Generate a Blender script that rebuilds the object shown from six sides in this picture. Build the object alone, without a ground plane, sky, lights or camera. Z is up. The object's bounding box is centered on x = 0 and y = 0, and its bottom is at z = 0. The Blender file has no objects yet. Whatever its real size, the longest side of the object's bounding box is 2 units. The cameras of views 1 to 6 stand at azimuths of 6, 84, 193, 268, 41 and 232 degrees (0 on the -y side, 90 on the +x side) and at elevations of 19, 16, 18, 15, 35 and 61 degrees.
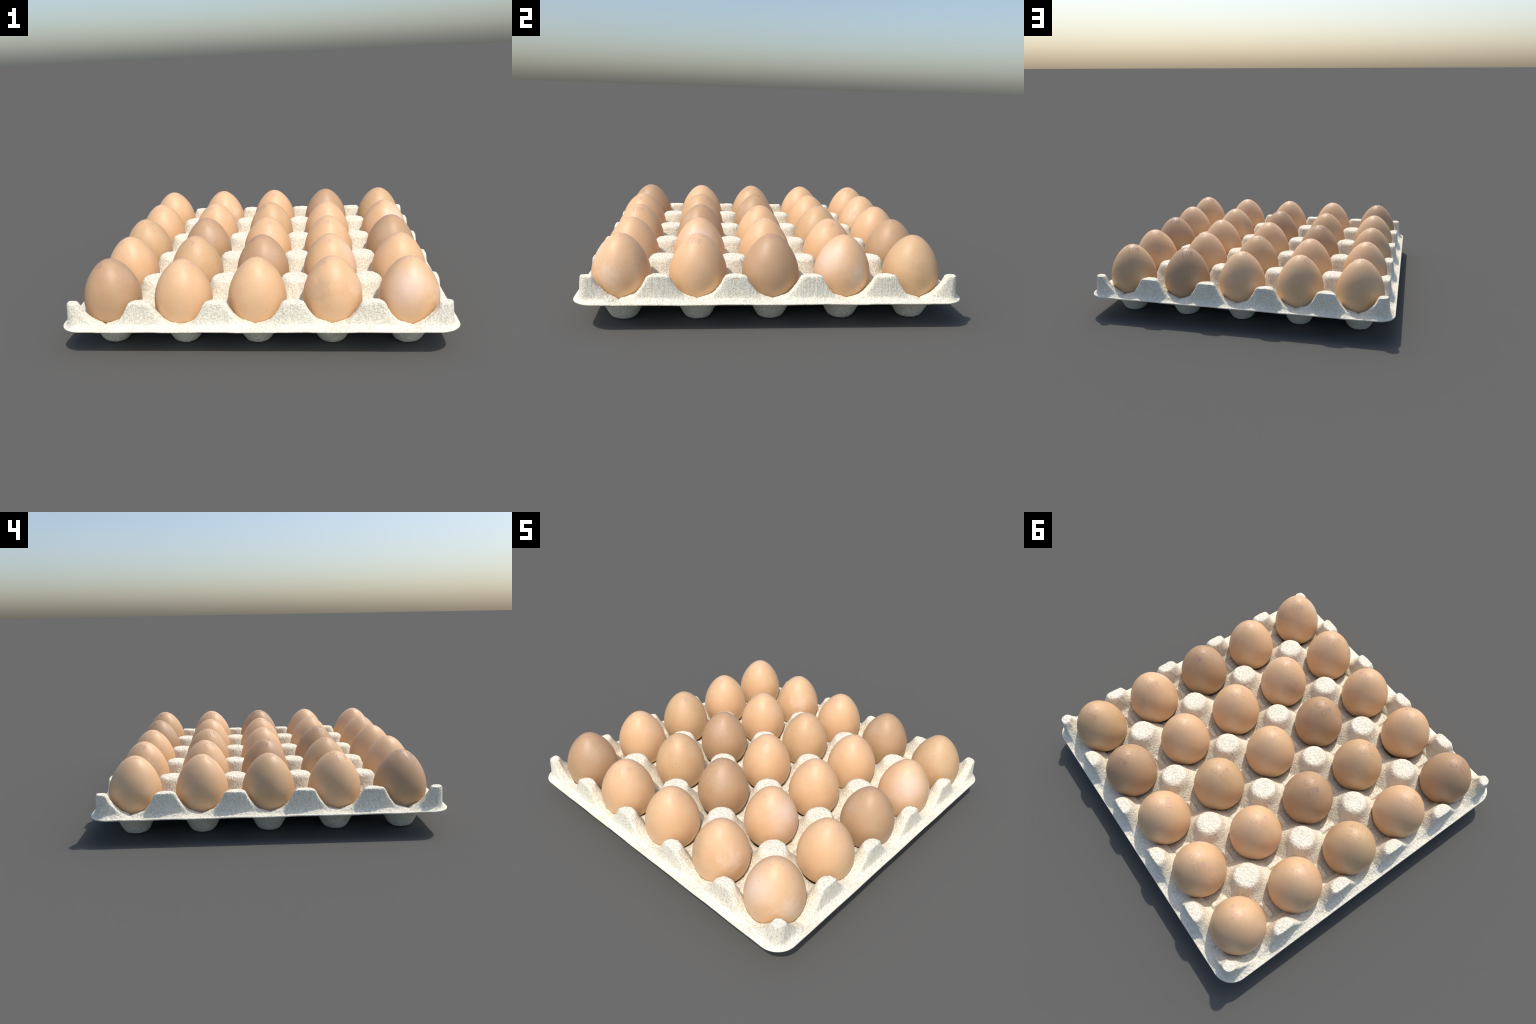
"""Moulded paper-pulp egg tray (5 x 5) holding twenty-five stamped hen eggs."""
import bpy
import numpy as np
from mathutils import Euler
from math import pi, cos, sin, radians

PITCH = 0.3863          # spacing of the egg cells
HALF = 5 * PITCH / 2    # lattice corner
RIM = 1.0               # half width of the tray
SHEET = 0.010           # pulp thickness
EDGE = 0.935            # line on which the outer posts stand

# ------------------------------------------------------------------ helpers
def link(obj, parent=None):
    bpy.context.scene.collection.objects.link(obj)
    obj.parent = parent
    return obj

def smoothstep(a, b, x):
    t = np.clip((x - a) / (b - a), 0, 1)
    return t * t * (3 - 2 * t)

def smax(a, b, k):
    h = np.clip(0.5 + 0.5 * (a - b) / k, 0, 1)
    return b + (a - b) * h + k * h * (1 - h)

def smin(a, b, k):
    return -smax(-a, -b, k)

def curve(x, pts, soft=0.0):
    """smooth monotone profile through hand-placed (radius, height) points"""
    xs, ys = np.array(pts, float).T
    d = np.diff(ys) / np.diff(xs)
    m = np.concatenate([[d[0]], np.where(d[:-1] * d[1:] > 0, 2 * d[:-1] * d[1:] / (d[:-1] + d[1:] + 1e-12), 0), [d[-1]]])
    x = np.clip(x, xs[0], xs[-1])
    i = np.clip(np.searchsorted(xs, x) - 1, 0, len(xs) - 2)
    h = xs[i + 1] - xs[i]
    t = (x - xs[i]) / h
    return ((2*t**3 - 3*t**2 + 1) * ys[i] + (t**3 - 2*t**2 + t) * h * m[i]
            + (-2*t**3 + 3*t**2) * ys[i+1] + (t**3 - t**2) * h * m[i+1])

# ------------------------------------------------------------------ egg profile
EGG_H, EGG_R, EGG_TOP = 0.3905, 0.1515, 0.4485
EGG_MID = EGG_TOP - EGG_H / 2
POINTED, WAIST = 0.1385, -0.0825

def egg_radius(t):
    raw = lambda u: np.sqrt(np.clip(1 - u*u, 0, None)) * (1 - POINTED*u + WAIST*u*u)
    return EGG_R * raw(t) / raw(np.linspace(-1, 1, 2001)).max()

# small shifts (mm) and leans (mrad) of the eggs in their cups, same order
SETTLE = [
    [(2, 9, -5, -9), (3, -9, 25, -14), (3, 4, 5, -2), (3, 6, 7, 5), (-1, -7, -2, -16)],
    [(2, 6, -8, -23), (1, 5, 1, -17), (2, 6, -2, -9), (1, 4, 5, -11), (0, 3, 19, 12)],
    [(-6, 3, -24, -26), (0, 3, 4, -14), (2, 1, 5, 0), (0, 1, 4, -5), (0, -2, 2, -5)],
    [(2, -2, -19, -32), (-1, -2, 7, -14), (-2, -2, -4, -9), (-2, -3, -4, -20), (0, -3, 30, 22)],
    [(0, -7, 8, -29), (-1, -6, 6, -6), (-1, -7, 8, -1), (-3, -7, -2, -20), (-2, -8, 11, 1)],
]

# ------------------------------------------------------------------ tray height field
CUP = [(0, .010), (.046, .010), (.057, .014), (.068, .028), (.081, .053), (.097, .084), (.113, .106),
       (.128, .118), (.160, .134), (.193, .140), (.28, .142)]
CUP_WALL = [(0, .010), (.046, .010), (.057, .014), (.068, .028), (.081, .053), (.097, .084), (.113, .110),
            (.128, .158), (.142, .215), (.158, .280), (.3, 1.)]
POST = [(0, .2785), (.045, .2775), (.060, .2745), (.072, .264), (.083, .240), (.098, .208),
        (.120, .178), (.140, .153), (.160, .128), (.178, .083), (.198, .040), (.30, -.20)]
OUTER_POST = [(0, .2735), (.044, .2725), (.054, .269), (.062, .258), (.069, .243), (.077, .228), (.091, .207),
              (.127, .1680), (.160, .1570), (.193, .1465), (.213, .128), (.233, .085), (.26, .02), (.50, -.50)]

def lattice():
    k = (np.arange(6) - 2.5) * PITCH
    snapped = k.copy(); snapped[0], snapped[-1] = -EDGE, EDGE
    return snapped

LAT = lattice()
CELLS = (np.arange(5) - 2) * PITCH

def outline_inset(x, y):
    """distance inside the rounded-square outline"""
    r = 0.11
    qx, qy = np.abs(x) - (RIM - r), np.abs(y) - (RIM - r)
    d = np.hypot(np.maximum(qx, 0), np.maximum(qy, 0)) + np.minimum(np.maximum(qx, qy), 0) - r
    return -d

def height(x, y):
    cx = CELLS[np.clip(np.rint(x / PITCH) + 2, 0, 4).astype(int)]
    cy = CELLS[np.clip(np.rint(y / PITCH) + 2, 0, 4).astype(int)]
    rho = np.hypot(x - cx, y - cy)
    shift = np.array(SETTLE)[np.clip(np.rint(y / PITCH) + 2, 0, 4).astype(int), np.clip(np.rint(x / PITCH) + 2, 0, 4).astype(int)] / 1000
    rho_egg = np.hypot(x - cx - shift[..., 0] + .05 * shift[..., 2], y - cy - shift[..., 1] + .05 * shift[..., 3])
    h = curve(rho, CUP)
    # flat rim outside the edge line
    s = smax(np.abs(x), np.abs(y), 0.05)
    inset = outline_inset(x, y)
    rim = .1435 + .08 * np.clip(inset, 0, .06) - 1.6 * np.clip(EDGE - 0.005 - np.maximum(np.abs(x), np.abs(y)), 0, None)
    h = smax(h, rim, .010)
    # posts
    fade = smoothstep(-.002, .030, inset)
    post = np.full_like(h, -1.0)
    for a, lx in enumerate(LAT):
        for b, ly in enumerate(LAT):
            px, py = lx, ly
            ex, ey = a in (0, 5), b in (0, 5)
            tip = ex and ey
            if tip: px, py = np.sign(px) * TIP, np.sign(py) * TIP
            dx, dy = x - px, y - py
            outer, inner = (tip_outward, tip_inward) if tip else (outward, inward)
            outx = np.where(dx * px > 0, np.abs(dx), 0) * ex
            outy = np.where(dy * py > 0, np.abs(dy), 0) * ey
            inx = np.where(outx > 0, 0, inner(np.abs(dx)) if ex else np.abs(dx))
            iny = np.where(outy > 0, 0, inner(np.abs(dy)) if ey else np.abs(dy))
            out = outer(np.hypot(outx, outy))
            d = np.sqrt(out**2 + inx**2 + iny**2)
            if tip:                         # knob is broader across the diagonal
                d = np.where((outx > 0) ^ (outy > 0), (out**4 + inx**4 + iny**4) ** .25, d)
            elif ex or ey:      # broad flat outer face
                d = np.where(out > 0, (out**2.5 + inx**2.5 + iny**2.5) ** (1 / 2.5), d)
            if not (ex or ey):
                p = curve(d, POST)
            else:
                p = curve(d, OUTER_POST)
                p = rim + (p - rim) * np.where(p > rim, fade, 1)
            post = np.maximum(post, p)
    h = smax(h, post, .008)
    # the round cup cuts into the foot of the posts
    h = smin(h, curve(rho, CUP_WALL), .005)
    # small stiffening block on each inner saddle
    half = PITCH / 2
    gx = np.abs(np.mod(x + half, PITCH) - half)      # distance to cell centre line
    gy = np.abs(np.mod(y + half, PITCH) - half)
    inner = np.maximum(np.abs(x), np.abs(y)) < HALF - PITCH / 2
    for along, across in ((gx, half - gy), (gy, half - gx)):
        lim = (np.abs(x) < HALF - .03) & (np.abs(y) < HALF - .03)
        off = ((np.abs(y) > 1.9 * PITCH) & (across is not None) & (along is gx) & (np.abs(y) > HALF - PITCH * .5)) | \
              ((np.abs(x) > HALF - PITCH * .5) & (along is gy))
        block = smoothstep(.050, .040, along) * smoothstep(.021, .011, across)
        h = np.where(lim & ~off & (block > 0), np.maximum(h, h + (np.maximum(.154, h) - h) * block), h)
    # every cup keeps clear of its egg
    t = np.linspace(-1, 1, 801)
    belly = np.argmax(egg_radius(t))
    r_low = egg_radius(t[:belly]); z_low = EGG_MID + EGG_H / 2 * t[:belly]
    clear = np.interp(rho_egg, r_low, z_low) - .0025
    h = np.where(rho_egg < EGG_R - .002, np.minimum(h, np.maximum(clear, .010)), h)
    return h

def outward(t):
    """the outer face of an edge post is far steeper than its flanks"""
    return curve(t, [(0, 0), (.009, .022), (.017, .050), (.022, .092), (.028, .130), (.043, .160), (.070, .200), (.2, .5)])

def inward(t):
    return curve(t, [(0, 0), (.060, .071), (.090, .150), (.110, .212), (.160, .330), (2, 4)])

TIP = 0.922             # the four corner knobs stand a little further in

def tip_outward(t):
    return curve(t, [(0, 0), (.028, .038), (.036, .055), (.0405, .092), (.047, .130), (.063, .160), (.085, .200), (.3, .6)])

def tip_inward(t):
    return curve(t, [(0, 0), (.019, .047), (.034, .066), (.066, .095), (.106, .131), (.130, .170), (.160, .240), (.25, .45), (2, 4)])

def lumps(x, y, rng, n, lo, hi):
    out = np.zeros_like(x)
    for _ in range(n):
        f = rng.uniform(lo, hi); a = rng.uniform(0, 2 * pi); ph = rng.uniform(0, 2 * pi)
        out += np.sin(f * (x * cos(a) + y * sin(a)) + ph)
    return out / np.sqrt(n)

def build_tray(material):
    N = 641
    lin = np.linspace(-1, 1, N)
    S, T = np.meshgrid(lin, lin, indexing="ij")
    m = np.maximum(np.abs(S), np.abs(T))
    m0, r1 = .86, .11
    r = r1 * np.clip((m - m0) / (1 - m0), 0, 1)
    core = m - r
    a, b = np.abs(S) - core, np.abs(T) - core
    corner = (a > 0) & (b > 0)
    ang = np.arctan2(b, a)
    X = np.where(corner, np.sign(S) * (core + r * np.cos(ang)), S) * RIM
    Y = np.where(corner, np.sign(T) * (core + r * np.sin(ang)), T) * RIM
    Z = height(X, Y)
    rng = np.random.default_rng(11)
    inset = outline_inset(X, Y)
    wob = .0012 * lumps(X, Y, rng, 24, 20, 70) + .0007 * lumps(X, Y, rng, 40, 120, 330)
    foot = Z < .014
    Z = Z + np.where(foot, .25, 1) * wob * smoothstep(-.001, .02, inset)
    edge_wob = .0012 * lumps(X, Y, rng, 20, 10, 40)
    Z = np.maximum(Z, .0095) + edge_wob * smoothstep(.03, 0, inset) * .6

    P = np.stack([X, Y, Z], -1)
    du = np.gradient(P, axis=0); dv = np.gradient(P, axis=1)
    nrm = np.cross(du, dv); nrm /= np.linalg.norm(nrm, axis=-1, keepdims=True)
    # pulp grain: bumps across the sheet, also on the steep walls
    grain = np.zeros_like(Z)
    for _ in range(60):
        k = rng.normal(size=3); k *= rng.uniform(380, 820) / np.linalg.norm(k)
        grain += np.sin(P @ k + rng.uniform(0, 2 * pi))
    grain /= np.sqrt(60)
    P = P + nrm * (.00105 * grain * smoothstep(.0, .012, inset) * np.where(foot, .4, 1))[..., None]
    thick = SHEET * (1 - .25 * smoothstep(.02, 0, inset))
    Q = P - nrm * thick[..., None]
    Q[..., 2] = np.maximum(Q[..., 2], 0)
    # the rim edge stays vertical
    e = smoothstep(.012, 0, inset)[..., None]
    Q[..., :2] = Q[..., :2] * (1 - e) + P[..., :2] * e
    verts = np.concatenate([P.reshape(-1, 3), Q.reshape(-1, 3)])
    idx = np.arange(N * N).reshape(N, N)
    q = np.stack([idx[:-1, :-1], idx[1:, :-1], idx[1:, 1:], idx[:-1, 1:]], -1).reshape(-1, 4)
    loop = np.concatenate([idx[:-1, 0], idx[-1, :-1], idx[:0:-1, -1], idx[0, :0:-1]])
    nxt = np.roll(loop, -1)
    off = N * N
    # rounded middle row between the two skins
    mid = (verts[loop] + verts[loop + off]) / 2
    out = mid.copy(); out[:, :2] *= 1 + .0015 / np.linalg.norm(mid[:, :2], axis=1, keepdims=True)
    mid_id = 2 * N * N + np.arange(len(loop))
    verts = np.concatenate([verts, out])
    mid_nx = np.roll(mid_id, -1)
    wall1 = np.stack([loop, mid_id, mid_nx, nxt], -1)
    wall2 = np.stack([mid_id, loop + off, nxt + off, mid_nx], -1)
    faces = np.concatenate([q, q[:, ::-1] + off, wall1, wall2])
    # vertex normals of the whole sheet
    fv = verts[faces]
    fn = np.cross(fv[:, 2] - fv[:, 0], fv[:, 3] - fv[:, 1])
    vn = np.zeros_like(verts)
    for k in range(4):
        np.add.at(vn, faces[:, k], fn)
    vn /= np.linalg.norm(vn, axis=1, keepdims=True) + 1e-12

    # regions: rim, one post per lattice point, one cup per cell
    c = fv.mean(1)
    cxy = c[:, :2]
    region = 100 + 5 * np.clip(np.rint(cxy[:, 0] / PITCH) + 2, 0, 4) + np.clip(np.rint(cxy[:, 1] / PITCH) + 2, 0, 4)
    region = region.astype(int)
    big = np.maximum(np.abs(cxy[:, 0]), np.abs(cxy[:, 1]))
    region[big > EDGE] = 0
    for a_, px in enumerate(LAT):
        for b_, py in enumerate(LAT):
            dx, dy = cxy[:, 0] - px, cxy[:, 1] - py
            if a_ in (0, 5): dx = np.where(dx * px > 0, dx * 1.9, dx)
            if b_ in (0, 5): dy = np.where(dy * py > 0, dy * 1.9, dy)
            region[np.hypot(dx, dy) < .105] = 1 + 6 * a_ + b_

    tray = bpy.data.objects.new("egg_tray", None)
    link(tray)
    tray["label"] = "square cream paper pulp tray with five by five egg cups"
    tray["category"] = "egg tray"
    for reg in np.unique(region):
        f = faces[region == reg]
        used, inv = np.unique(f, return_inverse=True)
        f = inv.reshape(-1, 4)
        kind = "rim" if reg == 0 else "post" if reg < 100 else "cup"
        me = bpy.data.meshes.new(kind)
        me.vertices.add(len(used)); me.vertices.foreach_set("co", verts[used].ravel())
        me.loops.add(f.size); me.loops.foreach_set("vertex_index", f.ravel().astype(np.int32))
        me.polygons.add(len(f)); me.polygons.foreach_set("loop_start", (np.arange(len(f)) * 4).astype(np.int32))
        me.update(calc_edges=True); me.validate()
        me.polygons.foreach_set("use_smooth", np.ones(len(f), bool))
        me.normals_split_custom_set_from_vertices(vn[used])
        me.materials.append(material)
        link(bpy.data.objects.new(kind, me), tray)
    return tray

# ------------------------------------------------------------------ node helpers
class Nodes:
    def __init__(self, name):
        self.mat = bpy.data.materials.new(name)
        self.mat.use_nodes = True
        self.t = self.mat.node_tree
        self.bsdf = self.t.nodes["Principled BSDF"]
        self.obj = self.new("ShaderNodeTexCoord").outputs["Object"]
    def new(self, kind, **props):
        n = self.t.nodes.new(kind)
        for k, v in props.items(): setattr(n, k, v)
        return n
    def put(self, sock, v):
        if hasattr(v, "is_output"): self.t.links.new(v, sock)
        else: sock.default_value = v
    def noise(self, scale, detail=2, rough=.5, vec=None, distort=0):
        n = self.new("ShaderNodeTexNoise")
        self.put(n.inputs["Vector"], vec or self.obj)
        n.inputs["Scale"].default_value = scale; n.inputs["Detail"].default_value = detail
        n.inputs["Roughness"].default_value = rough; n.inputs["Distortion"].default_value = distort
        return n.outputs["Fac"]
    def voronoi(self, scale, out="Distance", vec=None, feature="F1"):
        n = self.new("ShaderNodeTexVoronoi", feature=feature)
        self.put(n.inputs["Vector"], vec or self.obj); n.inputs["Scale"].default_value = scale
        return n.outputs[out]
    def math(self, op, a, b=0.0, clamp=False):
        n = self.new("ShaderNodeMath", operation=op, use_clamp=clamp)
        self.put(n.inputs[0], a); self.put(n.inputs[1], b)
        return n.outputs[0]
    def ramp(self, v, lo, hi, a=0.0, b=1.0):
        n = self.new("ShaderNodeMapRange", interpolation_type="SMOOTHSTEP")
        for s, x in zip(n.inputs, (v, lo, hi, a, b)): self.put(s, x)
        return n.outputs[0]
    def mix(self, fac, a, b):
        n = self.new("ShaderNodeMix", data_type="RGBA")
        self.put(n.inputs[0], fac); self.put(n.inputs[6], a); self.put(n.inputs[7], b)
        return n.outputs[2]
    def near(self, point, r0, r1):
        """1 close to a point in object space, 0 beyond r1"""
        n = self.new("ShaderNodeVectorMath", operation="DISTANCE")
        self.put(n.inputs[0], self.obj); n.inputs[1].default_value = point
        return n.outputs["Value"], r0, r1
    def blob(self, point, r0, r1, wobble=.06, scale=18):
        d, a, b = self.near(point, r0, r1)
        d = self.math("ADD", d, self.math("MULTIPLY", self.math("SUBTRACT", self.noise(scale, 4, .6), .5), wobble * 2))
        return self.ramp(d, a, b, 1.0, 0.0)
    def specks(self, scale, chance, size):
        """sparse irregular dots: random cells of a Voronoi field"""
        col = self.voronoi(scale, "Color")
        sep = self.new("ShaderNodeSeparateColor"); self.put(sep.inputs[0], col)
        pick = self.math("LESS_THAN", sep.outputs[0], chance)
        radius = self.math("MULTIPLY", self.math("ADD", sep.outputs[1], .35), size)
        warp = self.math("MULTIPLY", self.math("SUBTRACT", self.noise(scale * 2.2, 2), .5), size * .9)
        d = self.math("ADD", self.voronoi(scale), warp)
        dot = self.ramp(self.math("DIVIDE", d, radius), .55, 1.0, 1.0, 0.0)
        return self.math("MULTIPLY", dot, pick)
    def bump(self, h, strength, dist, normal=None):
        n = self.new("ShaderNodeBump")
        n.inputs["Strength"].default_value = strength; n.inputs["Distance"].default_value = dist
        self.put(n.inputs["Height"], h)
        if normal is not None: self.put(n.inputs["Normal"], normal)
        return n.outputs[0]
    def finish(self, color, rough, spec=.5, normal=None):
        self.put(self.bsdf.inputs["Base Color"], color); self.put(self.bsdf.inputs["Roughness"], rough)
        self.put(self.bsdf.inputs["Specular IOR Level"], spec)
        if normal is not None: self.put(self.bsdf.inputs["Normal"], normal)
        return self.mat

def rgb(r, g, b):
    return (r, g, b, 1)

def pulp():
    n = Nodes("paper_pulp")
    crumb = n.math("ADD", n.noise(200, 3, .55, distort=.6), n.math("MULTIPLY", n.noise(95, 3, .6, distort=.5), .9))
    pits = n.ramp(crumb, .62, 1.02)
    base = n.mix(n.ramp(n.noise(9, 4, .6), .35, .7), rgb(.91, .85, .685), rgb(.945, .89, .735))
    base = n.mix(n.ramp(crumb, .74, .60, 0.0, .15), base, rgb(.70, .58, .42))  # grain hollows tinted brown: occlusion shade painted into the pulp colour
    base = n.mix(n.math("MULTIPLY", n.specks(70, .30, .10), .6), base, rgb(.30, .24, .17))
    nor = n.bump(pits, .70, .0052)
    nor = n.bump(n.noise(60, 3, .55), .25, .005, nor)
    return n.finish(base, .95, .10, nor)

def shell(name, base, deep, pale, speck, fine=(.0, 0), patches=()):
    n = Nodes(name)
    col = n.mix(n.ramp(n.noise(7, 3, .55), .3, .72), rgb(*base), rgb(*deep))
    col = n.mix(n.math("MULTIPLY", n.ramp(n.noise(26, 4, .7), .55, .8), .16), col, rgb(*pale))
    for point, r0, r1, wob, scale, tint, amount in patches:
        col = n.mix(n.math("MULTIPLY", n.blob(point, r0, r1, wob, scale), amount), col, rgb(*tint))
    if fine[0]:
        col = n.mix(n.math("MULTIPLY", n.ramp(n.noise(220, 2, .6), .50, .70), fine[0]), col, rgb(*deep))
        col = n.mix(n.math("MULTIPLY", n.specks(70, fine[1], .17), .5), col, rgb(.78, .62, .42))
        col = n.mix(n.math("MULTIPLY", n.specks(80, .85, .15), .70), col, rgb(.15, .125, .10))
    col = n.mix(n.math("MULTIPLY", n.specks(72, .70, .125), .50), col, rgb(*speck))
    col = n.mix(n.math("MULTIPLY", n.specks(36, .50, .078), .60), col, rgb(*speck))
    nor = n.bump(n.noise(420, 2, .6), .05, .002)
    return n.finish(col, .48, .46, nor)

def egg_point(az, z, out=1.0):
    r = float(egg_radius(np.array(z / (EGG_H / 2)))) * out
    return (r * cos(radians(az)), r * sin(radians(az)), z)

def build_shells():
    cream, grey, blush = (.88, .74, .62), (.36, .27, .19), (.86, .66, .56)
    plain = dict(base=(.748, .478, .268), deep=(.705, .428, .224), pale=(.76, .53, .33), speck=(.33, .16, .07))
    scuffs = [(egg_point(148, .05), .005, .085, .09, 40, cream, .30), (egg_point(47, .06), .01, .10, .10, 34, grey, .30)]
    patched = [(egg_point(112, .075), .0, .155, .03, 14, blush, .42), (egg_point(125, .11), .0, .12, .05, 20, cream, .25),
               (egg_point(295, .08), .0, .105, .08, 40, grey, .40), (egg_point(200, .01), .0, .10, .10, 40, cream, .30)]
    return {
        "P": shell("plain_shell", **plain),
        "S": shell("scuffed_shell", **plain, patches=scuffs),
        "K": shell("patched_shell", **plain, patches=patched),
        "T": shell("tan_speckled_shell", (.650, .420, .230), (.600, .375, .190), (.68, .46, .27), (.14, .105, .075), fine=(.30, .30)),
        "D": shell("brown_shell", (.512, .322, .180), (.480, .292, .155), (.53, .355, .21), (.20, .10, .06),
                   patches=[(egg_point(126, .12), .0, .09, .10, 44, (.60, .46, .36), .22)]),
    }

# ------------------------------------------------------------------ eggs
def egg_mesh():
    rows, cols = 56, 72
    th = np.linspace(0, pi, rows + 1)[1:-1]
    t = np.cos(th); r = egg_radius(t); z = t * EGG_H / 2
    a = np.arange(cols) * 2 * pi / cols
    ring = np.stack([r[:, None] * np.cos(a), r[:, None] * np.sin(a), z[:, None] + 0 * a], -1).reshape(-1, 3)
    v = [(0, 0, EGG_H / 2)] + ring.tolist() + [(0, 0, -EGG_H / 2)]
    f = []
    R = rows - 1
    for j in range(cols):
        k = (j + 1) % cols
        f.append((0, 1 + j, 1 + k))
        for i in range(R - 1):
            f.append((1 + i*cols + j, 1 + (i+1)*cols + j, 1 + (i+1)*cols + k, 1 + i*cols + k))
        f.append((1 + (R-1)*cols + j, len(v) - 1, 1 + (R-1)*cols + k))
    me = bpy.data.meshes.new("egg")
    me.from_pydata(v, [], f)
    me.polygons.foreach_set("use_smooth", [True] * len(f))
    return me

# strokes of the ink-jet stamp, in letter boxes of width 1 and height 2
GLYPHS = {
    "es": [[(1, 1.6), (.8, 2), (.2, 2), (0, 1.6), (0, .4), (.2, 0), (.8, 0), (1, .4)]],
    "dash": [[(.05, 1), (.95, 1)]],
    "two": [[(0, 1.6), (.2, 2), (.8, 2), (1, 1.6), (.85, 1.1), (0, 0), (1, 0)]],
    "ge": [[(0, 0), (0, 2), (1, 2)]],
    "pe": [[(0, 0), (0, 2), (1, 2), (1, 0)]],
    "ef": [[(.5, 0), (.5, 2)], [(.5, 1.8), (.1, 1.7), (0, 1.3), (.1, .8), (.5, .7), (.9, .8), (1, 1.3), (.9, 1.7), (.5, 1.8)]],
}

def stamp_mesh():
    lines = [(-.002, ("es", "dash", "two")), (.061, ("ge", "pe", "ef"))]
    w, hgt, gap, step, dot = .0170, .036, .0270, .0040, .0015
    tt = np.linspace(1, 0, 900)
    arc_r = egg_radius(tt); arc_z = tt * EGG_H / 2
    arc = np.concatenate([[0], np.cumsum(np.hypot(np.diff(arc_r), np.diff(arc_z)))])
    verts, faces, placed = [], [], []
    for row, word in lines:
        for n, g in enumerate(word):
            x0 = (n - 1) * gap - w / 2
            for stroke in GLYPHS[g]:
                for (ax, ay), (bx, by) in zip(stroke, stroke[1:]):
                    L = np.hypot((bx-ax)*w, (by-ay)*hgt/2)
                    k = max(1, int(round(L / step)))
                    for s in np.arange(k + 1) / k:
                        right = x0 + (ax + (bx-ax)*s) * w
                        down = row + hgt/2 - (ay + (by-ay)*s) * hgt / 2
                        if any(np.hypot(right - u, down - v) < .0030 for u, v in placed): continue
                        placed.append((right, down))
                        # wrap the flat stamp over the blunt tip by arc length
                        dist = np.hypot(down, right); az = np.arctan2(right, down)
                        r = np.interp(dist, arc, arc_r); z = np.interp(dist, arc, arc_z)
                        r2 = np.interp(dist + .001, arc, arc_r); z2 = np.interp(dist + .001, arc, arc_z)
                        e = np.array([cos(az), sin(az), 0]); f_ = np.array([-sin(az), cos(az), 0])
                        tan = np.array([e[0]*(r2-r), e[1]*(r2-r), z2 - z]); tan /= np.linalg.norm(tan)
                        nor = np.cross(tan, f_); nor *= np.sign(nor[2] + 1e-9)
                        c = np.array([r*e[0], r*e[1], z])
                        base = len(verts)
                        for lift, rad in ((-.0008, dot), (.0005, dot), (.0007, dot * .7)):
                            for q in range(8):
                                an = q * pi / 4
                                verts.append(c + nor*lift + rad*(cos(an)*tan + sin(an)*f_))
                        for lv in range(2):
                            for q in range(8):
                                p = (q + 1) % 8
                                faces.append((base+lv*8+q, base+lv*8+p, base+lv*8+8+p, base+lv*8+8+q))
                        faces.append(tuple(base + 16 + q for q in range(8)))
    me = bpy.data.meshes.new("printed_stamp")
    me.from_pydata([tuple(v) for v in verts], [], faces)
    me.validate()
    return me

def ink(name, col):
    n = Nodes(name)
    c = n.mix(n.ramp(n.noise(60, 2), .35, .65), rgb(*col), rgb(*[min(1, x * 1.18) for x in col]))
    return n.finish(c, .5, .3)

# rows run from the front (-y) to the back, cells from -x to +x:
# shell kind and the heading, in degrees, of the foot of the stamp
LAYOUT = [
    [("D", -144), ("P", -36), ("P", 1), ("S", -169), ("K", 139)],
    [("P", -148), ("T", -119), ("D", 180), ("K", -121), ("P", -22)],
    [("T", -51), ("D", 164), ("P", -89), ("P", -120), ("D", 110)],
    [("P", -98), ("P", -142), ("T", -154), ("P", -15), ("K", -174)],
    [("P", -33), ("S", 167), ("P", -116), ("D", 120), ("T", 130)],
]
LABELS = {"P": "smooth light brown hen egg with a faint purple stamp",
          "S": "light brown hen egg with pale scuffs and purple stamp",
          "K": "light brown hen egg with pale blush and grey smudge",
          "T": "tan hen egg covered in fine dark speckles",
          "D": "darker brown hen egg with a faint purple stamp"}

def build_eggs():
    shells = build_shells()
    inks = {"P": ink("stamp_ink_on_light", (.55, .355, .36)), "T": ink("stamp_ink_on_tan", (.45, .30, .29)),
            "D": ink("stamp_ink_on_brown", (.34, .21, .24))}
    stamp = stamp_mesh()
    meshes, stamps = {}, {}
    base = egg_mesh()
    for k, m in shells.items():
        me = base.copy(); me.name = "egg"; me.materials.append(m); meshes[k] = me
        s = stamp.copy(); s.materials.append(inks.get(k, inks["P"])); stamps[k] = s
    bpy.data.meshes.remove(base); bpy.data.meshes.remove(stamp)
    for j, row in enumerate(LAYOUT):
        for i, (k, heading) in enumerate(row):
            egg = link(bpy.data.objects.new("egg", meshes[k]))
            sx, sy, lx, ly = (v / 1000 for v in SETTLE[j][i])
            egg.location = (CELLS[i] + sx, CELLS[j] + sy, EGG_MID)
            egg.rotation_euler = (Euler((-ly, lx, 0)).to_matrix() @ Euler((0, 0, radians(heading))).to_matrix()).to_euler()
            egg["label"] = LABELS[k]; egg["category"] = "chicken egg"
            link(bpy.data.objects.new("printed_stamp", stamps[k]), egg)

build_tray(pulp())
build_eggs()
